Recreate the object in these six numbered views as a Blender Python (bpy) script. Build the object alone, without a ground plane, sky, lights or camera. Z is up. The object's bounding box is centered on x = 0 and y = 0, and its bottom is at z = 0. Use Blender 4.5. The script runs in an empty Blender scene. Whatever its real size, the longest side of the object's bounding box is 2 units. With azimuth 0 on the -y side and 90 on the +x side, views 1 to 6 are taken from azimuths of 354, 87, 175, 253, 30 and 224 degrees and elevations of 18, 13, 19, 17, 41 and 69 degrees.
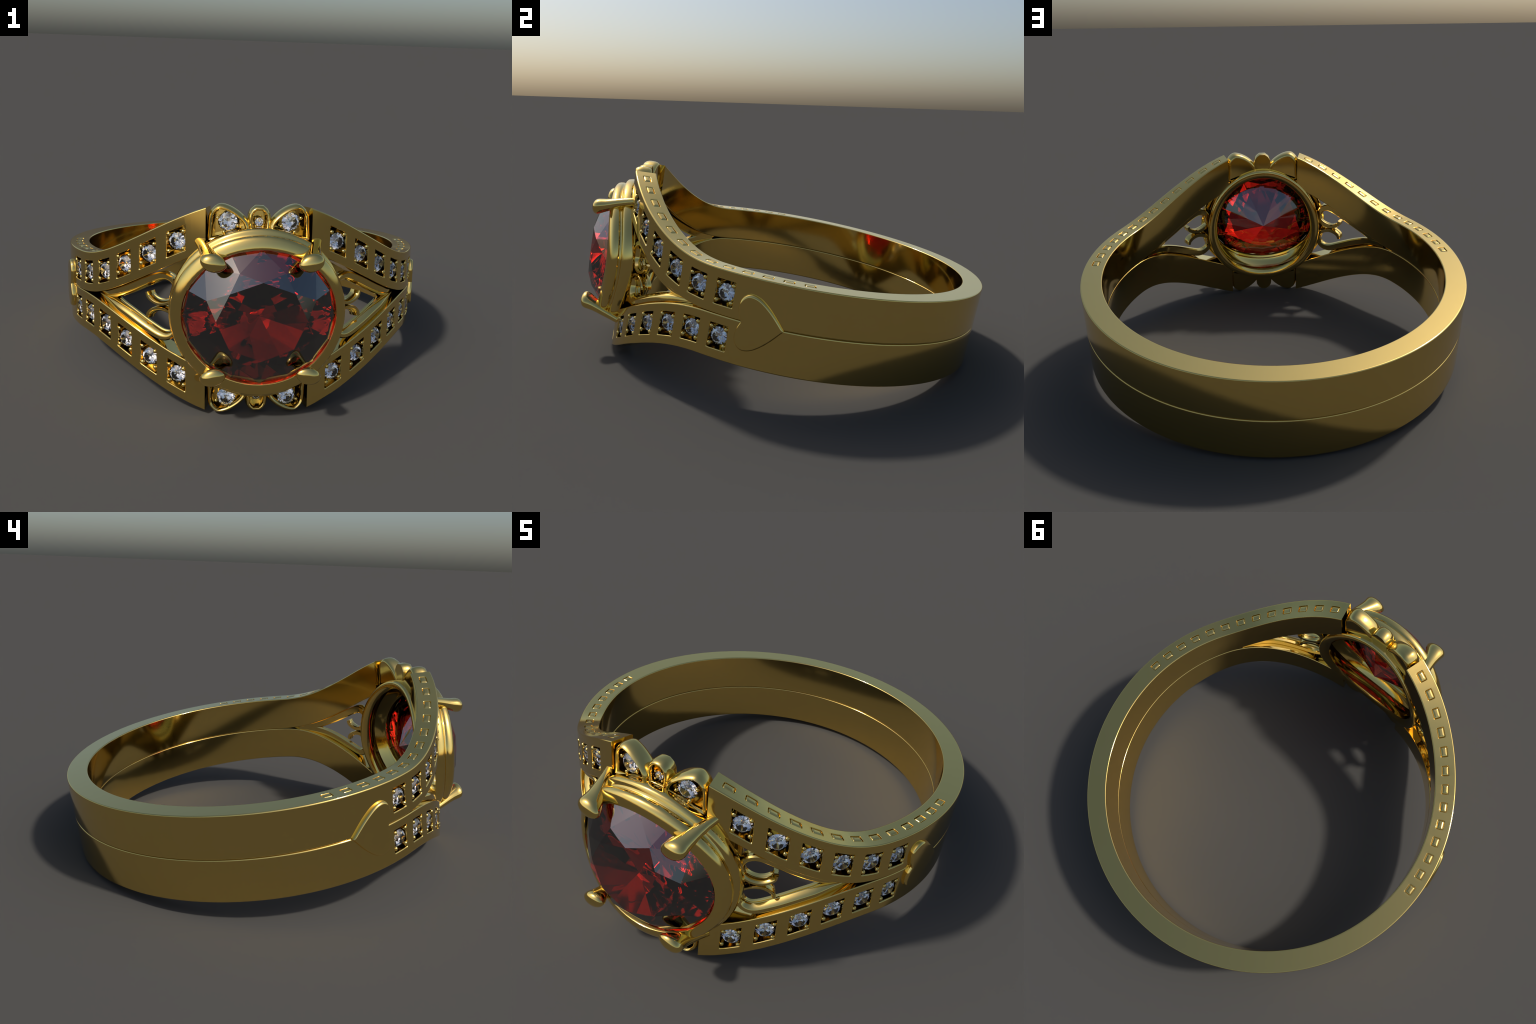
import bpy, bmesh, math
from mathutils import Matrix, Vector

# ---------------------------------------------------------------- ring frame
# The ring is modelled round its own axis (local z); the head points to -y.
# It lies on the ground tilted by TILT, resting on the petals and on the back of the band.
TILT = math.radians(8.46)
MID = 0.3325                 # height of the middle plane along the tilted axis
YC = 0.0310                  # centre of the finger hole
R_OUT, R_IN, R_MID = 0.9028, 0.8060, 0.8545
H = 0.1858                   # height of one of the two stacked bands
X_AX = Vector((1, 0, 0))
Y_AX = Vector((0, math.cos(TILT), -math.sin(TILT)))
Z_AX = Vector((0, math.sin(TILT), math.cos(TILT)))
G = Matrix.Identity(4)
for i in range(3):
    G[i][0], G[i][1], G[i][2], G[i][3] = X_AX[i], Y_AX[i], Z_AX[i], MID * Z_AX[i]


def cyl(deg, z, rho):
    """Point at angle deg from the head direction, height z, distance rho from the axis."""
    a = math.radians(deg)
    return Vector((rho * math.sin(a), YC - rho * math.cos(a), z))


def bent(x, z, rho):
    """Point of a part that is bent round the finger: flat coordinates x, z at radius rho."""
    return Vector((x, YC - math.sqrt(rho * rho - x * x), z))


# ---------------------------------------------------------------- materials
def new_mat(name):
    m = bpy.data.materials.new(name)
    m.use_nodes = True
    nt = m.node_tree
    b = nt.nodes["Principled BSDF"]
    return m, nt, b


def gold_material():
    m, nt, b = new_mat("polished_gold")
    tc = nt.nodes.new("ShaderNodeTexCoord")
    n = nt.nodes.new("ShaderNodeTexNoise")
    n.inputs["Scale"].default_value = 9.0
    n.inputs["Detail"].default_value = 4.0
    nt.links.new(tc.outputs["Object"], n.inputs["Vector"])
    r = nt.nodes.new("ShaderNodeMapRange")
    r.inputs["To Min"].default_value = 0.085
    r.inputs["To Max"].default_value = 0.100
    nt.links.new(n.outputs["Fac"], r.inputs["Value"])
    nt.links.new(r.outputs["Result"], b.inputs["Roughness"])
    ramp = nt.nodes.new("ShaderNodeValToRGB")
    ramp.color_ramp.elements[0].color = (0.93, 0.67, 0.205, 1)
    ramp.color_ramp.elements[1].color = (0.945, 0.69, 0.215, 1)
    nt.links.new(n.outputs["Fac"], ramp.inputs["Fac"])
    nt.links.new(ramp.outputs["Color"], b.inputs["Base Color"])
    b.inputs["Metallic"].default_value = 1.0
    return m


def gem_material(name, col, ior, rough=0.0):
    m, nt, b = new_mat(name)
    tc = nt.nodes.new("ShaderNodeTexCoord")
    n = nt.nodes.new("ShaderNodeTexNoise")
    n.inputs["Scale"].default_value = 3.0
    nt.links.new(tc.outputs["Object"], n.inputs["Vector"])
    ramp = nt.nodes.new("ShaderNodeValToRGB")
    ramp.color_ramp.elements[0].color = (*[c * 0.96 for c in col], 1)
    ramp.color_ramp.elements[1].color = (*col, 1)
    nt.links.new(n.outputs["Fac"], ramp.inputs["Fac"])
    nt.links.new(ramp.outputs["Color"], b.inputs["Base Color"])
    b.inputs["Transmission Weight"].default_value = 1.0
    b.inputs["IOR"].default_value = ior
    b.inputs["Roughness"].default_value = rough
    return m


GOLD = gold_material()
RED = gem_material("red_gemstone", (0.60, 0.012, 0.006), 2.4)
CLEAR = gem_material("clear_gemstone", (1.0, 1.0, 1.0), 2.4)

# ---------------------------------------------------------------- object helpers
root = bpy.data.objects.new("gemstone_ring", None)
bpy.context.scene.collection.objects.link(root)
root["label"] = "gold split band ring with large red stone and clear stones"
root["category"] = "ring"


def link(name, mesh, parent=None, matrix=None):
    ob = bpy.data.objects.new(name, mesh)
    bpy.context.scene.collection.objects.link(ob)
    ob.parent = parent or root
    ob.matrix_world = matrix if matrix is not None else Matrix.Identity(4)
    return ob


def finish(bm, name, mat, angle=40, flat=False, world=True, merge=1e-5):
    if merge:
        bmesh.ops.remove_doubles(bm, verts=bm.verts, dist=merge)
    bmesh.ops.recalc_face_normals(bm, faces=bm.faces)
    if world:
        bmesh.ops.transform(bm, matrix=G, verts=bm.verts)
    me = bpy.data.meshes.new(name)
    bm.to_mesh(me)
    bm.free()
    me.materials.append(mat)
    for p in me.polygons:
        p.use_smooth = not flat
    if not flat:
        me.set_sharp_from_angle(angle=math.radians(angle))
    return me


def weighted(ob):
    m = ob.modifiers.new("weighted_normals", "WEIGHTED_NORMAL")
    m.keep_sharp = True
    m.weight = 80
    return ob


def spline(pts, n, closed=False):
    """Catmull-Rom through 2D control points."""
    out = []
    k = len(pts)
    segs = k if closed else k - 1
    for i in range(segs):
        p = [pts[(i + j) % k] if closed else pts[min(max(i + j, 0), k - 1)] for j in (-1, 0, 1, 2)]
        for s in range(n):
            t = s / n
            out.append(tuple(0.5 * (2 * p[1][d] + (p[2][d] - p[0][d]) * t
                                    + (2 * p[0][d] - 5 * p[1][d] + 4 * p[2][d] - p[3][d]) * t * t
                                    + (3 * p[1][d] - p[0][d] - 3 * p[2][d] + p[3][d]) * t ** 3) for d in range(2)))
    if not closed:
        out.append(tuple(pts[-1]))
    return out


def bridge(bm, a, b, closed=True):
    n = len(a)
    for i in range(n if closed else n - 1):
        j = (i + 1) % n
        try:
            bm.faces.new((a[i], a[j], b[j], b[i]))
        except ValueError:
            pass


# ---------------------------------------------------------------- shoulder line
# Height of the upper edge of the band against the angle from the head.
TOP = [(10, .4580), (14.2, .4345), (18.1, .412), (23.8, .374), (29.4, .333), (35.1, .292), (40.7, .2545),
       (46.4, .222), (52, .1995), (57.4, .1885), (63, .1862), (70, .186), (180, .186), (190, .186)]
END = 14.2


def z_top(deg):
    a = abs(((deg + 180) % 360) - 180)
    for i in range(1, len(TOP) - 2):
        if a <= TOP[i + 1][0]:
            break
    (x0, y0), (x1, y1), (x2, y2), (x3, y3) = TOP[i - 1], TOP[i], TOP[i + 1], TOP[i + 2]
    h = x2 - x1
    m1 = (y2 - y0) / (x2 - x0)
    m2 = (y3 - y1) / (x3 - x1)
    t = (a - x1) / h
    return ((2 * t ** 3 - 3 * t * t + 1) * y1 + (t ** 3 - 2 * t * t + t) * h * m1
            + (-2 * t ** 3 + 3 * t * t) * y2 + (t ** 3 - t * t) * h * m2)


DEG = R_OUT * math.pi / 180          # metres of outer arc per degree


def outer_pt(u, s, d):
    """Outer face: u arc length from the head, s height above the lower edge, d depth."""
    deg = u / DEG
    return cyl(deg, z_top(deg) - H + s, R_OUT - d)


def edge_pt(u, r, d):
    """Upper edge face: u arc length, r radius, d depth below the edge."""
    deg = u / DEG
    return cyl(deg, z_top(deg) - d, r)


# ---------------------------------------------------------------- patch with a rounded pocket
def round_rect(a0, a1, b0, b1, rc, inset, nseg=5, narc=4):
    """Closed loop of a rounded rectangle, same point count for every inset."""
    a0 += inset; a1 -= inset; b0 += inset; b1 -= inset
    rc = max(rc - inset * 0.6, 0.0008)
    pts = []
    corners = [(a1 - rc, b0 + rc, -90), (a1 - rc, b1 - rc, 0), (a0 + rc, b1 - rc, 90), (a0 + rc, b0 + rc, 180)]
    for ci, (cx, cy, st) in enumerate(corners):
        for k in range(narc + 1):
            t = math.radians(st + 90 * k / narc)
            pts.append((cx + rc * math.cos(t), cy + rc * math.sin(t)))
        nx, ny, nst = corners[(ci + 1) % 4]
        t = math.radians(st + 90)
        p = (cx + rc * math.cos(t), cy + rc * math.sin(t))
        q = (nx + rc * math.cos(t), ny + rc * math.sin(t))
        for k in range(1, nseg):
            pts.append((p[0] + (q[0] - p[0]) * k / nseg, p[1] + (q[1] - p[1]) * k / nseg))
    return pts


def grid(bm, f, us, vs):
    g = [[bm.verts.new(f(u, v, 0)) for v in vs] for u in us]
    for i in range(len(us) - 1):
        for j in range(len(vs) - 1):
            bm.faces.new((g[i][j], g[i + 1][j], g[i + 1][j + 1], g[i][j + 1]))


def lin(a, b, n):
    return [a + (b - a) * i / n for i in range(n + 1)]


def patch(bm, f, u0, u1, v0, v1, a0, a1, b0, b1, rc, profile, nseg=5, narc=4, fill=True):
    """Rectangle u0..u1 x v0..v1 with a rounded opening whose walls follow profile (inset, depth)."""
    us_in = [a0] + lin(a0 + rc, a1 - rc, nseg) + [a1]
    vs_in = [b0] + lin(b0 + rc, b1 - rc, nseg) + [b1]
    n0 = max(1, round((a0 - u0) / 0.012)); n1 = max(1, round((u1 - a1) / 0.012))
    grid(bm, f, lin(u0, a0, n0), [v0] + vs_in + [v1])
    grid(bm, f, lin(a1, u1, n1), [v0] + vs_in + [v1])
    grid(bm, f, us_in, [v0, b0])
    grid(bm, f, us_in, [b1, v1])
    loop = round_rect(a0, a1, b0, b1, rc, 0, nseg, narc)
    step = narc + nseg
    for c, (cx, cy) in enumerate(((a1, b0), (a1, b1), (a0, b1), (a0, b0))):
        cv = bm.verts.new(f(cx, cy, 0))
        arc = [bm.verts.new(f(*loop[c * step + k], 0)) for k in range(narc + 1)]
        for k in range(narc):
            bm.faces.new((cv, arc[k + 1], arc[k]))
    prev = None
    for inset, depth in profile:
        vs = [bm.verts.new(f(*p, depth)) for p in round_rect(a0, a1, b0, b1, rc, inset, nseg, narc)]
        if prev:
            bridge(bm, prev, vs)
        prev = vs
    if fill:
        bm.faces.new(prev)


POCKETS = [22.4, 31.0, 39.4, 47.8, 56.15, 64.5]
POCKET_HALF = 2.85
ENGRAVED = [18.1 + 5.642 * i for i in range(13)]
EB = 0.005                                           # edge rounding of the band

POCKET_PROFILE = [(0, 0), (.0010, .0004), (.0026, .0016), (.0036, .0036), (.0040, .006), (.0040, .080)]
ENGRAVE_PROFILE = [(0, 0), (.0008, .0005), (.0014, .0016), (.0018, .0085), (.0036, .0085), (.0040, .0042), (.0050, .0022),
                   (.0072, .0004), (.0105, -.0010), (.0145, -.0018)]


def band_bmesh():
    bm = bmesh.new()
    lo, hi = EB, H - EB
    # outer face with gem pockets, on both shoulders
    mids = [(POCKETS[i] + POCKETS[i + 1]) / 2 for i in range(5)]
    cuts = [POCKETS[0] - 4.3] + mids + [POCKETS[-1] + 4.2]
    for sgn in (1, -1):
        def fo(u, s, d, sgn=sgn):
            p = outer_pt(u, s, d)
            return Vector((p.x * sgn, p.y, p.z))

        def fe(u, r, d, sgn=sgn):
            p = edge_pt(u, r, d)
            return Vector((p.x * sgn, p.y, p.z))
        for i, c in enumerate(POCKETS):
            patch(bm, fo, cuts[i] * DEG, cuts[i + 1] * DEG, lo, hi,
                  (c - POCKET_HALF) * DEG, (c + POCKET_HALF) * DEG, 0.0355, 0.148, 0.0065, POCKET_PROFILE)
        grid(bm, fo, lin(END * DEG, cuts[0] * DEG, 5), [lo, hi])
        # upper edge with engraved cushions
        ecuts = [ENGRAVED[0] - 2.82] + [(ENGRAVED[i] + ENGRAVED[i + 1]) / 2 for i in range(12)] + [ENGRAVED[-1] + 2.82]
        for i, c in enumerate(ENGRAVED):
            patch(bm, fe, ecuts[i] * DEG, ecuts[i + 1] * DEG, R_IN + EB, R_OUT - EB,
                  (c - 1.62) * DEG, (c + 1.62) * DEG, R_MID - .0185, R_MID + .0185, .0075, ENGRAVE_PROFILE, nseg=3, narc=3)
        grid(bm, fe, lin(END * DEG, ecuts[0] * DEG, 2), [R_IN + EB, R_OUT - EB])
    back_o = lin(cuts[-1], 360 - cuts[-1], 270)
    back_e = lin(ecuts[-1], 360 - ecuts[-1], 220)
    grid(bm, lambda u, s, d: outer_pt(u * DEG, s, d), back_o, [lo, hi])
    grid(bm, lambda u, r, d: edge_pt(u * DEG, r, d), back_e, [R_IN + EB, R_OUT - EB])
    bmesh.ops.remove_doubles(bm, verts=bm.verts, dist=2e-5)
    # the remaining sides, kept apart so that their shading does not bleed into the flat faces: rounded edges, inner face and the face towards the other band
    degs = lin(END, 360 - END, 421)

    def arc(cr, cs, st):
        return [(cr + EB * math.cos(math.radians(st + 22.5 * k)), cs + EB * math.sin(math.radians(st + 22.5 * k)))
                for k in range(5)]
    top_out = arc(R_OUT - EB, H - EB, 0)
    top_in = arc(R_IN + EB, H - EB, 90)
    bot_in = arc(R_IN + EB, EB, 180)
    bot_out = arc(R_OUT - EB, EB, 270)
    for line in (top_out, top_in + bot_in + bot_out):
        rows = [[bm.verts.new(cyl(a, z_top(a) - H + s, r)) for r, s in line] for a in degs]
        for i in range(len(degs) - 1):
            bridge(bm, rows[i], rows[i + 1], closed=False)
    for a in (END, 360 - END):
        bm.faces.new([bm.verts.new(cyl(a, z_top(a) - H + s, r)) for r, s in top_out + top_in + bot_in + bot_out])
    return bm


def make_bands():
    for sgn in (1, -1):
        bm = band_bmesh()
        for v in bm.verts:
            v.co.z = (v.co.z + 0.0004) * sgn
        me = finish(bm, "band", GOLD, angle=35, merge=0)
        weighted(link("band", me))


# ---------------------------------------------------------------- faceted stones
def brilliant(bm, f, n=8, table=.575, star=.745, low=.30):
    """Round brilliant cut; f(cos*r, sin*r, level) places a point, levels are named heights."""
    def ring(cnt, off, r, lev):
        return [bm.verts.new(f(r * math.cos(2 * math.pi * (i + off) / cnt), r * math.sin(2 * math.pi * (i + off) / cnt), lev))
                for i in range(cnt)]
    T = ring(n, 0, table, "table")
    S = ring(n, .5, star, "star")
    U = ring(2 * n, 0, 1, "girdle_up")
    D = ring(2 * n, 0, 1, "girdle_low")
    L = ring(n, .5, low, "low")
    C = bm.verts.new(f(0, 0, "culet"))
    bm.faces.new(T)
    for k in range(n):
        k1, u0, u1, u2 = (k + 1) % n, 2 * k, 2 * k + 1, (2 * k + 2) % (2 * n)
        bm.faces.new((T[k], S[k], T[k1]))
        bm.faces.new((T[k], S[k - 1], U[u0], S[k]))
        bm.faces.new((S[k], U[u0], U[u1]))
        bm.faces.new((S[k], U[u1], U[u2]))
        bm.faces.new((C, L[k - 1], D[u0], L[k]))
        bm.faces.new((L[k], D[u0], D[u1]))
        bm.faces.new((L[k], D[u1], D[u2]))
    bridge(bm, U, D)


def make_centre_stone():
    """Oval brilliant, cut flat and then bent sideways with the head, so every facet is slightly curved."""
    lev = {"table": -1.0265, "star": -1.0059, "girdle_up": -.949, "girdle_low": -.941, "low": -.8232, "culet": -.779}
    cut = bmesh.new()
    brilliant(cut, lambda x, z, l: Vector((.3195 * x, lev[l], .2785 * z)))
    bm = bmesh.new()
    cen = Vector((0, -.92, 0))
    for f in cut.faces:                                # every facet is an island of its own, so its shading stays even
        co = [v.co.copy() for v in f.verts]
        mid = sum(co, Vector()) / len(co)
        if (co[1] - co[0]).cross(co[2] - co[1]).dot(mid - cen) < 0:
            co.reverse()
        one = bmesh.new()
        one.faces.new([one.verts.new(c) for c in co])
        bmesh.ops.poke(one, faces=one.faces)
        bmesh.ops.subdivide_edges(one, edges=one.edges, cuts=4, use_grid_fill=True)
        vm = {v: bm.verts.new((v.co.x, v.co.y + (.45 + 12 * min(max(v.co.y + .945, 0), .025)) * v.co.x ** 2, v.co.z)) for v in one.verts}
        for g in one.faces:
            bm.faces.new([vm[v] for v in g.verts])
        one.free()
    cut.free()
    bmesh.ops.transform(bm, matrix=G, verts=bm.verts)
    me = bpy.data.meshes.new("red_stone")
    bm.to_mesh(me)
    bm.free()
    me.materials.append(RED)
    for p in me.polygons:
        p.use_smooth = True
    link("red_stone", me)


def small_stone_mesh():
    lev = {"table": .33, "star": .21, "girdle_up": .02, "girdle_low": -.02, "low": -.58, "culet": -.80}
    bm = bmesh.new()
    brilliant(bm, lambda x, y, l: Vector((x, y, lev[l])))
    return finish(bm, "clear_stone", CLEAR, flat=True, world=False, merge=0)


def bead_mesh():
    """Small post with a domed head, unit head radius, axis +z."""
    bm = bmesh.new()
    prof = [(.62, -5.0), (.70, -1.2), (.92, -.45), (1.0, 0)] + \
           [(math.cos(math.radians(a)), .9 * math.sin(math.radians(a))) for a in (15, 30, 45, 60, 75)]
    rings = [[bm.verts.new((r * math.cos(2 * math.pi * i / 20), r * math.sin(2 * math.pi * i / 20), z)) for i in range(20)]
             for r, z in prof]
    for a, b in zip(rings, rings[1:]):
        bridge(bm, a, b)
    tip = bm.verts.new((0, 0, .9))
    for i in range(20):
        bm.faces.new((rings[-1][i], rings[-1][(i + 1) % 20], tip))
    bm.faces.new(rings[0])
    return finish(bm, "bead_prong", GOLD, angle=60, world=False)


def frame(deg, z, rho):
    """Local frame on the band: z axis pointing outwards, y axis along the ring axis."""
    a = math.radians(deg)
    n = Vector((math.sin(a), -math.cos(a), 0))
    t = Vector((math.cos(a), math.sin(a), 0))
    m = Matrix.Identity(4)
    p = cyl(deg, z, rho)
    up = Vector((0, 0, 1))
    for i in range(3):
        m[i][0], m[i][1], m[i][2], m[i][3] = t[i], up[i], n[i], p[i]
    return m


STONE_ME = small_stone_mesh()
BEAD_ME = bead_mesh()


def set_stone(deg, z, r, rho, beads, bead_r, bead_rho, spin=0.0):
    link("clear_stone", STONE_ME, matrix=G @ frame(deg, z, rho) @ Matrix.Rotation(spin, 4, 'Z') @ Matrix.Scale(r, 4))
    for bx, by in beads:
        d = bx / (R_OUT * math.pi / 180)
        link("bead_prong", BEAD_ME, matrix=G @ frame(deg + d, z + by, bead_rho) @ Matrix.Scale(bead_r, 4))


def make_small_stones():
    k = 0
    for sx in (1, -1):
        for sz in (1, -1):
            for c in POCKETS:
                z = z_top(c) - H + .0915
                slope = (z_top(c + 1) - z_top(c - 1)) / (2 * DEG)
                beads = [(ax * .033, ay * .036 + ax * .033 * slope * .5) for ax in (1, -1) for ay in (1, -1)]
                set_stone(sx * c, sz * z, .0385, .889, [(sx * a, sz * b) for a, b in beads], .0095, .897, spin=.21 * k)
                k += 1
            # stones in the petals
            tw = math.radians(20)
            beads = []
            for q in range(4):
                t = math.pi / 2 * q + tw * sx * sz
                beads.append((.045 * math.cos(t), .045 * math.sin(t)))
            set_stone(sx * 8.5, sz * .378, .0405, .884, beads, .0075, .889, spin=.3)
    for sz in (1, -1):
        set_stone(0, sz * .376, .0185, .868, [(a * .016, b * .016) for a in (1, -1) for b in (1, -1)], .0045, .872)


# ---------------------------------------------------------------- hearts on the band
def make_hearts():
    half = spline([(81.4, 0), (78.0, .061), (74.9, .102), (72.6, .1165), (70.9, .114), (69.6, .094), (69.1, .065),
                   (69.4, .030), (70.2, 0)], 6)
    outline = half + [(a, -z) for a, z in reversed(half[1:-1])]
    cx, n = 74.0, len(outline)
    for sx in (1, -1):
        bm = bmesh.new()
        prev = None
        prof = [(1.0, .892), (1.0, .9080), (.985, .9120), (.962, .9158), (.93, .9180), (.90, .9185), (.8, .9185), (.6, .9185), (.4, .9185), (.2, .9185)]
        for sc, rho in prof:
            vs = [bm.verts.new(cyl(sx * (cx + (a - cx) * sc), z * sc, rho)) for a, z in outline]
            if prev:
                bridge(bm, prev, vs)
            prev = vs
        c = bm.verts.new(cyl(sx * cx, 0, .9185))
        for i in range(n):
            bm.faces.new((prev[i], prev[(i + 1) % n], c))
        weighted(link("heart_plaque", finish(bm, "heart_plaque", GOLD, angle=45)))


# ---------------------------------------------------------------- head: collar, gallery, prongs
def lathe_bent(prof, n, name, facet=False):
    """Closed profile of (rho, half width x, half height z) turned round the stone and bent to the finger."""
    bm = bmesh.new()
    rings = []
    for rho, ax, az in prof:
        rings.append([bm.verts.new(bent(ax * math.cos(2 * math.pi * i / n), az * math.sin(2 * math.pi * i / n), rho)) for i in range(n)])
    for i in range(len(rings)):
        bridge(bm, rings[i], rings[(i + 1) % len(rings)])
    return finish(bm, name, GOLD, angle=38)


def make_head():
    collar = [(.886, .350, .328), (.886, .363, .347), (.892, .370, .355), (.905, .3745, .360), (.920, .3755, .3590), (.931, .3750, .3570),
              (.9365, .3725, .3525), (.9395, .369, .346), (.9415, .365, .338), (.944, .363, .332),
              (.9475, .3625, .3290), (.9505, .3635, .3295), (.954, .3660, .3325), (.960, .3685, .334), (.970, .3690, .334), (.978, .3675, .332),
              (.9840, .363, .327), (.9885, .356, .3185), (.9925, .346, .306), (.9948, .336, .294), (.9954, .3275, .2855), (.9945, .3225, .2810), (.990, .3185, .2775),
              (.980, .3165, .2755), (.966, .314, .273), (.952, .309, .269), (.940, .310, .270), (.936, .316, .280), (.928, .319, .284), (.922, .328, .300), (.900, .340, .318)]
    weighted(link("bezel_collar", lathe_bent(collar, 64, "bezel_collar")))
    gallery = [(.800, .296, .322), (.797, .304, .331), (.797, .314, .342), (.800, .322, .350), (.806, .328, .355), (.815, .331, .357),
               (.840, .332, .357), (.856, .331, .352), (.866, .334, .345), (.892, .343, .338), (.892, .334, .325), (.880, .326, .322), (.870, .322, .322), (.862, .318, .321), (.856, .308, .317),
               (.840, .292, .312), (.824, .281, .307), (.812, .279, .305), (.804, .286, .312)]
    weighted(link("gallery_ring", lathe_bent(gallery, 64, "gallery_ring")))


def make_prongs():
    # spine from the shoulder face to the bean-shaped tip: x, y, z, half width, half height
    sec = [(.252, -.818, .295, .0100, .0100), (.251, -.820, .294, .0160, .0160), (.246, -.832, .292, .0190, .0190), (.233, -.870, .280, .0225, .0218),
           (.222, -.907, .267, .0285, .0250), (.213, -.937, .255, .0350, .0285), (.206, -.962, .245, .0415, .0315),
           (.201, -.982, .238, .0490, .0350), (.199, -.996, .234, .0525, .0365), (.197, -1.006, .232, .0512, .0354),
           (.196, -1.0135, .231, .0450, .0308), (.195, -1.0190, .230, .0345, .0232), (.195, -1.0225, .230, .0210, .0140),
           (.195, -1.0240, .230, .0080, .0053)]
    n = 32
    for sx in (1, -1):
        for sz in (1, -1):
            bm = bmesh.new()
            prev = None
            for x, y, z, w, h in sec:
                vs = []
                k = (w - .020) / .030                      # 0 on the bar, 1 at the head
                for i in range(n):
                    t = 2 * math.pi * i / n
                    a, b = w * math.cos(t), h * math.sin(t)
                    # the head draws out to a point towards the stone
                    if a < 0:
                        b *= 1 - .16 * max(k, 0) * (a / w) ** 2
                    c, s = math.cos(math.radians(14)), math.sin(math.radians(14))
                    vs.append(bm.verts.new((sx * (x + a * c - b * s - .004 * k), y, sz * (z + a * s + b * c))))
                if prev:
                    bridge(bm, prev, vs)
                else:
                    bm.faces.new(vs)
                prev = vs
            bm.faces.new(prev)
            link("prong", finish(bm, "prong", GOLD, angle=60))


# ---------------------------------------------------------------- petals above and below the stone
def inset_poly(pts, d):
    """Offset a closed outline (degrees, z) inwards by d metres."""
    k = R_MID * math.pi / 180
    q = [(a * k, z) for a, z in pts]
    n = len(q)
    area = sum(q[i][0] * q[(i + 1) % n][1] - q[(i + 1) % n][0] * q[i][1] for i in range(n))
    sg = 1 if area > 0 else -1
    out = []
    for i in range(n):
        p0, p1, p2 = q[i - 1], q[i], q[(i + 1) % n]
        e1 = Vector((p1[0] - p0[0], p1[1] - p0[1])).normalized()
        e2 = Vector((p2[0] - p1[0], p2[1] - p1[1])).normalized()
        n1, n2 = Vector((-e1.y, e1.x)) * sg, Vector((-e2.y, e2.x)) * sg
        m = (n1 + n2).normalized()
        s = d / max(m.dot(n1), .6)
        out.append(((p1[0] + m.x * s) / k, p1[1] + m.y * s))
    return out


def petal(name, outline, prof, sx, sz, angle=45):
    bm = bmesh.new()
    prev = None
    for ins, rho in prof:
        vs = [bm.verts.new(cyl(sx * a, sz * z, rho)) for a, z in inset_poly(outline, ins)]
        if prev:
            bridge(bm, prev, vs)
        else:
            bm.faces.new(vs)
        prev = vs
    bm.faces.new(prev)
    weighted(link(name, finish(bm, name, GOLD, angle=angle)))


PETAL_PROFILE = [(.022, .8225), (.014, .823), (.007, .826), (.002, .835), (0, .847), (0, .866), (.0015, .877), (.005, .888), (.010, .8955),
                 (.0150, .8985), (.0195, .8965), (.0230, .891), (.0245, .882), (.0250, .829)]


def make_petals():
    side = spline([(14.05, .292), (14.1, .350), (13.9, .400), (12.9, .4310), (10.8, .4515), (8.0, .4430), (5.2, .4180),
                   (3.2, .388), (2.3, .355), (2.8, .334), (6.0, .322), (11.0, .297)], 6, closed=True)
    mid = [(-3.1, .328), (-3.35, .385), (-3.15, .412), (-2.4, .431), (-1.1, .4455), (1.1, .4455), (2.4, .431), (3.15, .412), (3.35, .385), (3.1, .328)]
    for sz in (1, -1):
        for sx in (1, -1):
            petal("petal_setting", side, PETAL_PROFILE, sx, sz)
        petal("petal_setting", mid, [(i * .9, max(r - .012, .826)) for i, r in PETAL_PROFILE], 1, sz, angle=60)


# ---------------------------------------------------------------- scrolls between the shoulders
def make_scrolls():
    path = spline([(54, -.002), (47, .014), (39.5, .053), (32.5, .101), (27.6, .130), (24.6, .120), (23.2, .085), (23.4, .046), (25.2, .023),
                   (27.6, .0130), (29.7, .0185), (31.5, .036), (32.0, .057)], 5)
    widths = [w for a, b in zip((.012, .020, .021, .021, .020, .017, .014, .0125, .012, .012, .012, .0115), (.020, .021, .021, .020, .017, .014, .0125, .012, .012, .012, .0115, .0095))
              for w in [a + (b - a) * t / 5 for t in range(5)]] + [.0095]
    # section: across (units of half width) and radius; a groove runs along both flanks
    sec = [(-.75, .838), (-1, .843), (-1, .857), (-.7, .860), (-.7, .863), (-1, .866), (-1, .882), (-.72, .888),
           (.0, .888), (.30, .885), (.70, .876), (1, .865), (.97, .861), (.75, .859), (.75, .856), (1.06, .853), (1.06, .843), (.75, .838)]
    k = .87 * math.pi / 180
    n = len(path)
    for sx in (1, -1):
        for sz in (1, -1):
            bm = bmesh.new()
            prev = None
            for i, (a, z) in enumerate(path):
                p, q = path[max(i - 1, 0)], path[min(i + 1, n - 1)]
                d = Vector(((q[0] - p[0]) * k, q[1] - p[1])).normalized()
                nx, nz = -d.y, d.x
                w = widths[i]
                vs = [bm.verts.new(cyl(sx * (a + nx * w * o / k), sz * (z + nz * w * o), rho - .0022 * max(a - 43, 0) - .003 * min(max((i - 22) / 8, 0), 1))) for o, rho in sec]
                if prev:
                    bridge(bm, prev, vs)
                else:
                    bm.faces.new(vs)
                prev = vs
            bm.faces.new(prev)
            weighted(link("scroll", finish(bm, "scroll", GOLD, angle=35)))


make_bands()
make_hearts()
make_head()
make_prongs()
make_petals()
make_scrolls()
make_centre_stone()
make_small_stones()
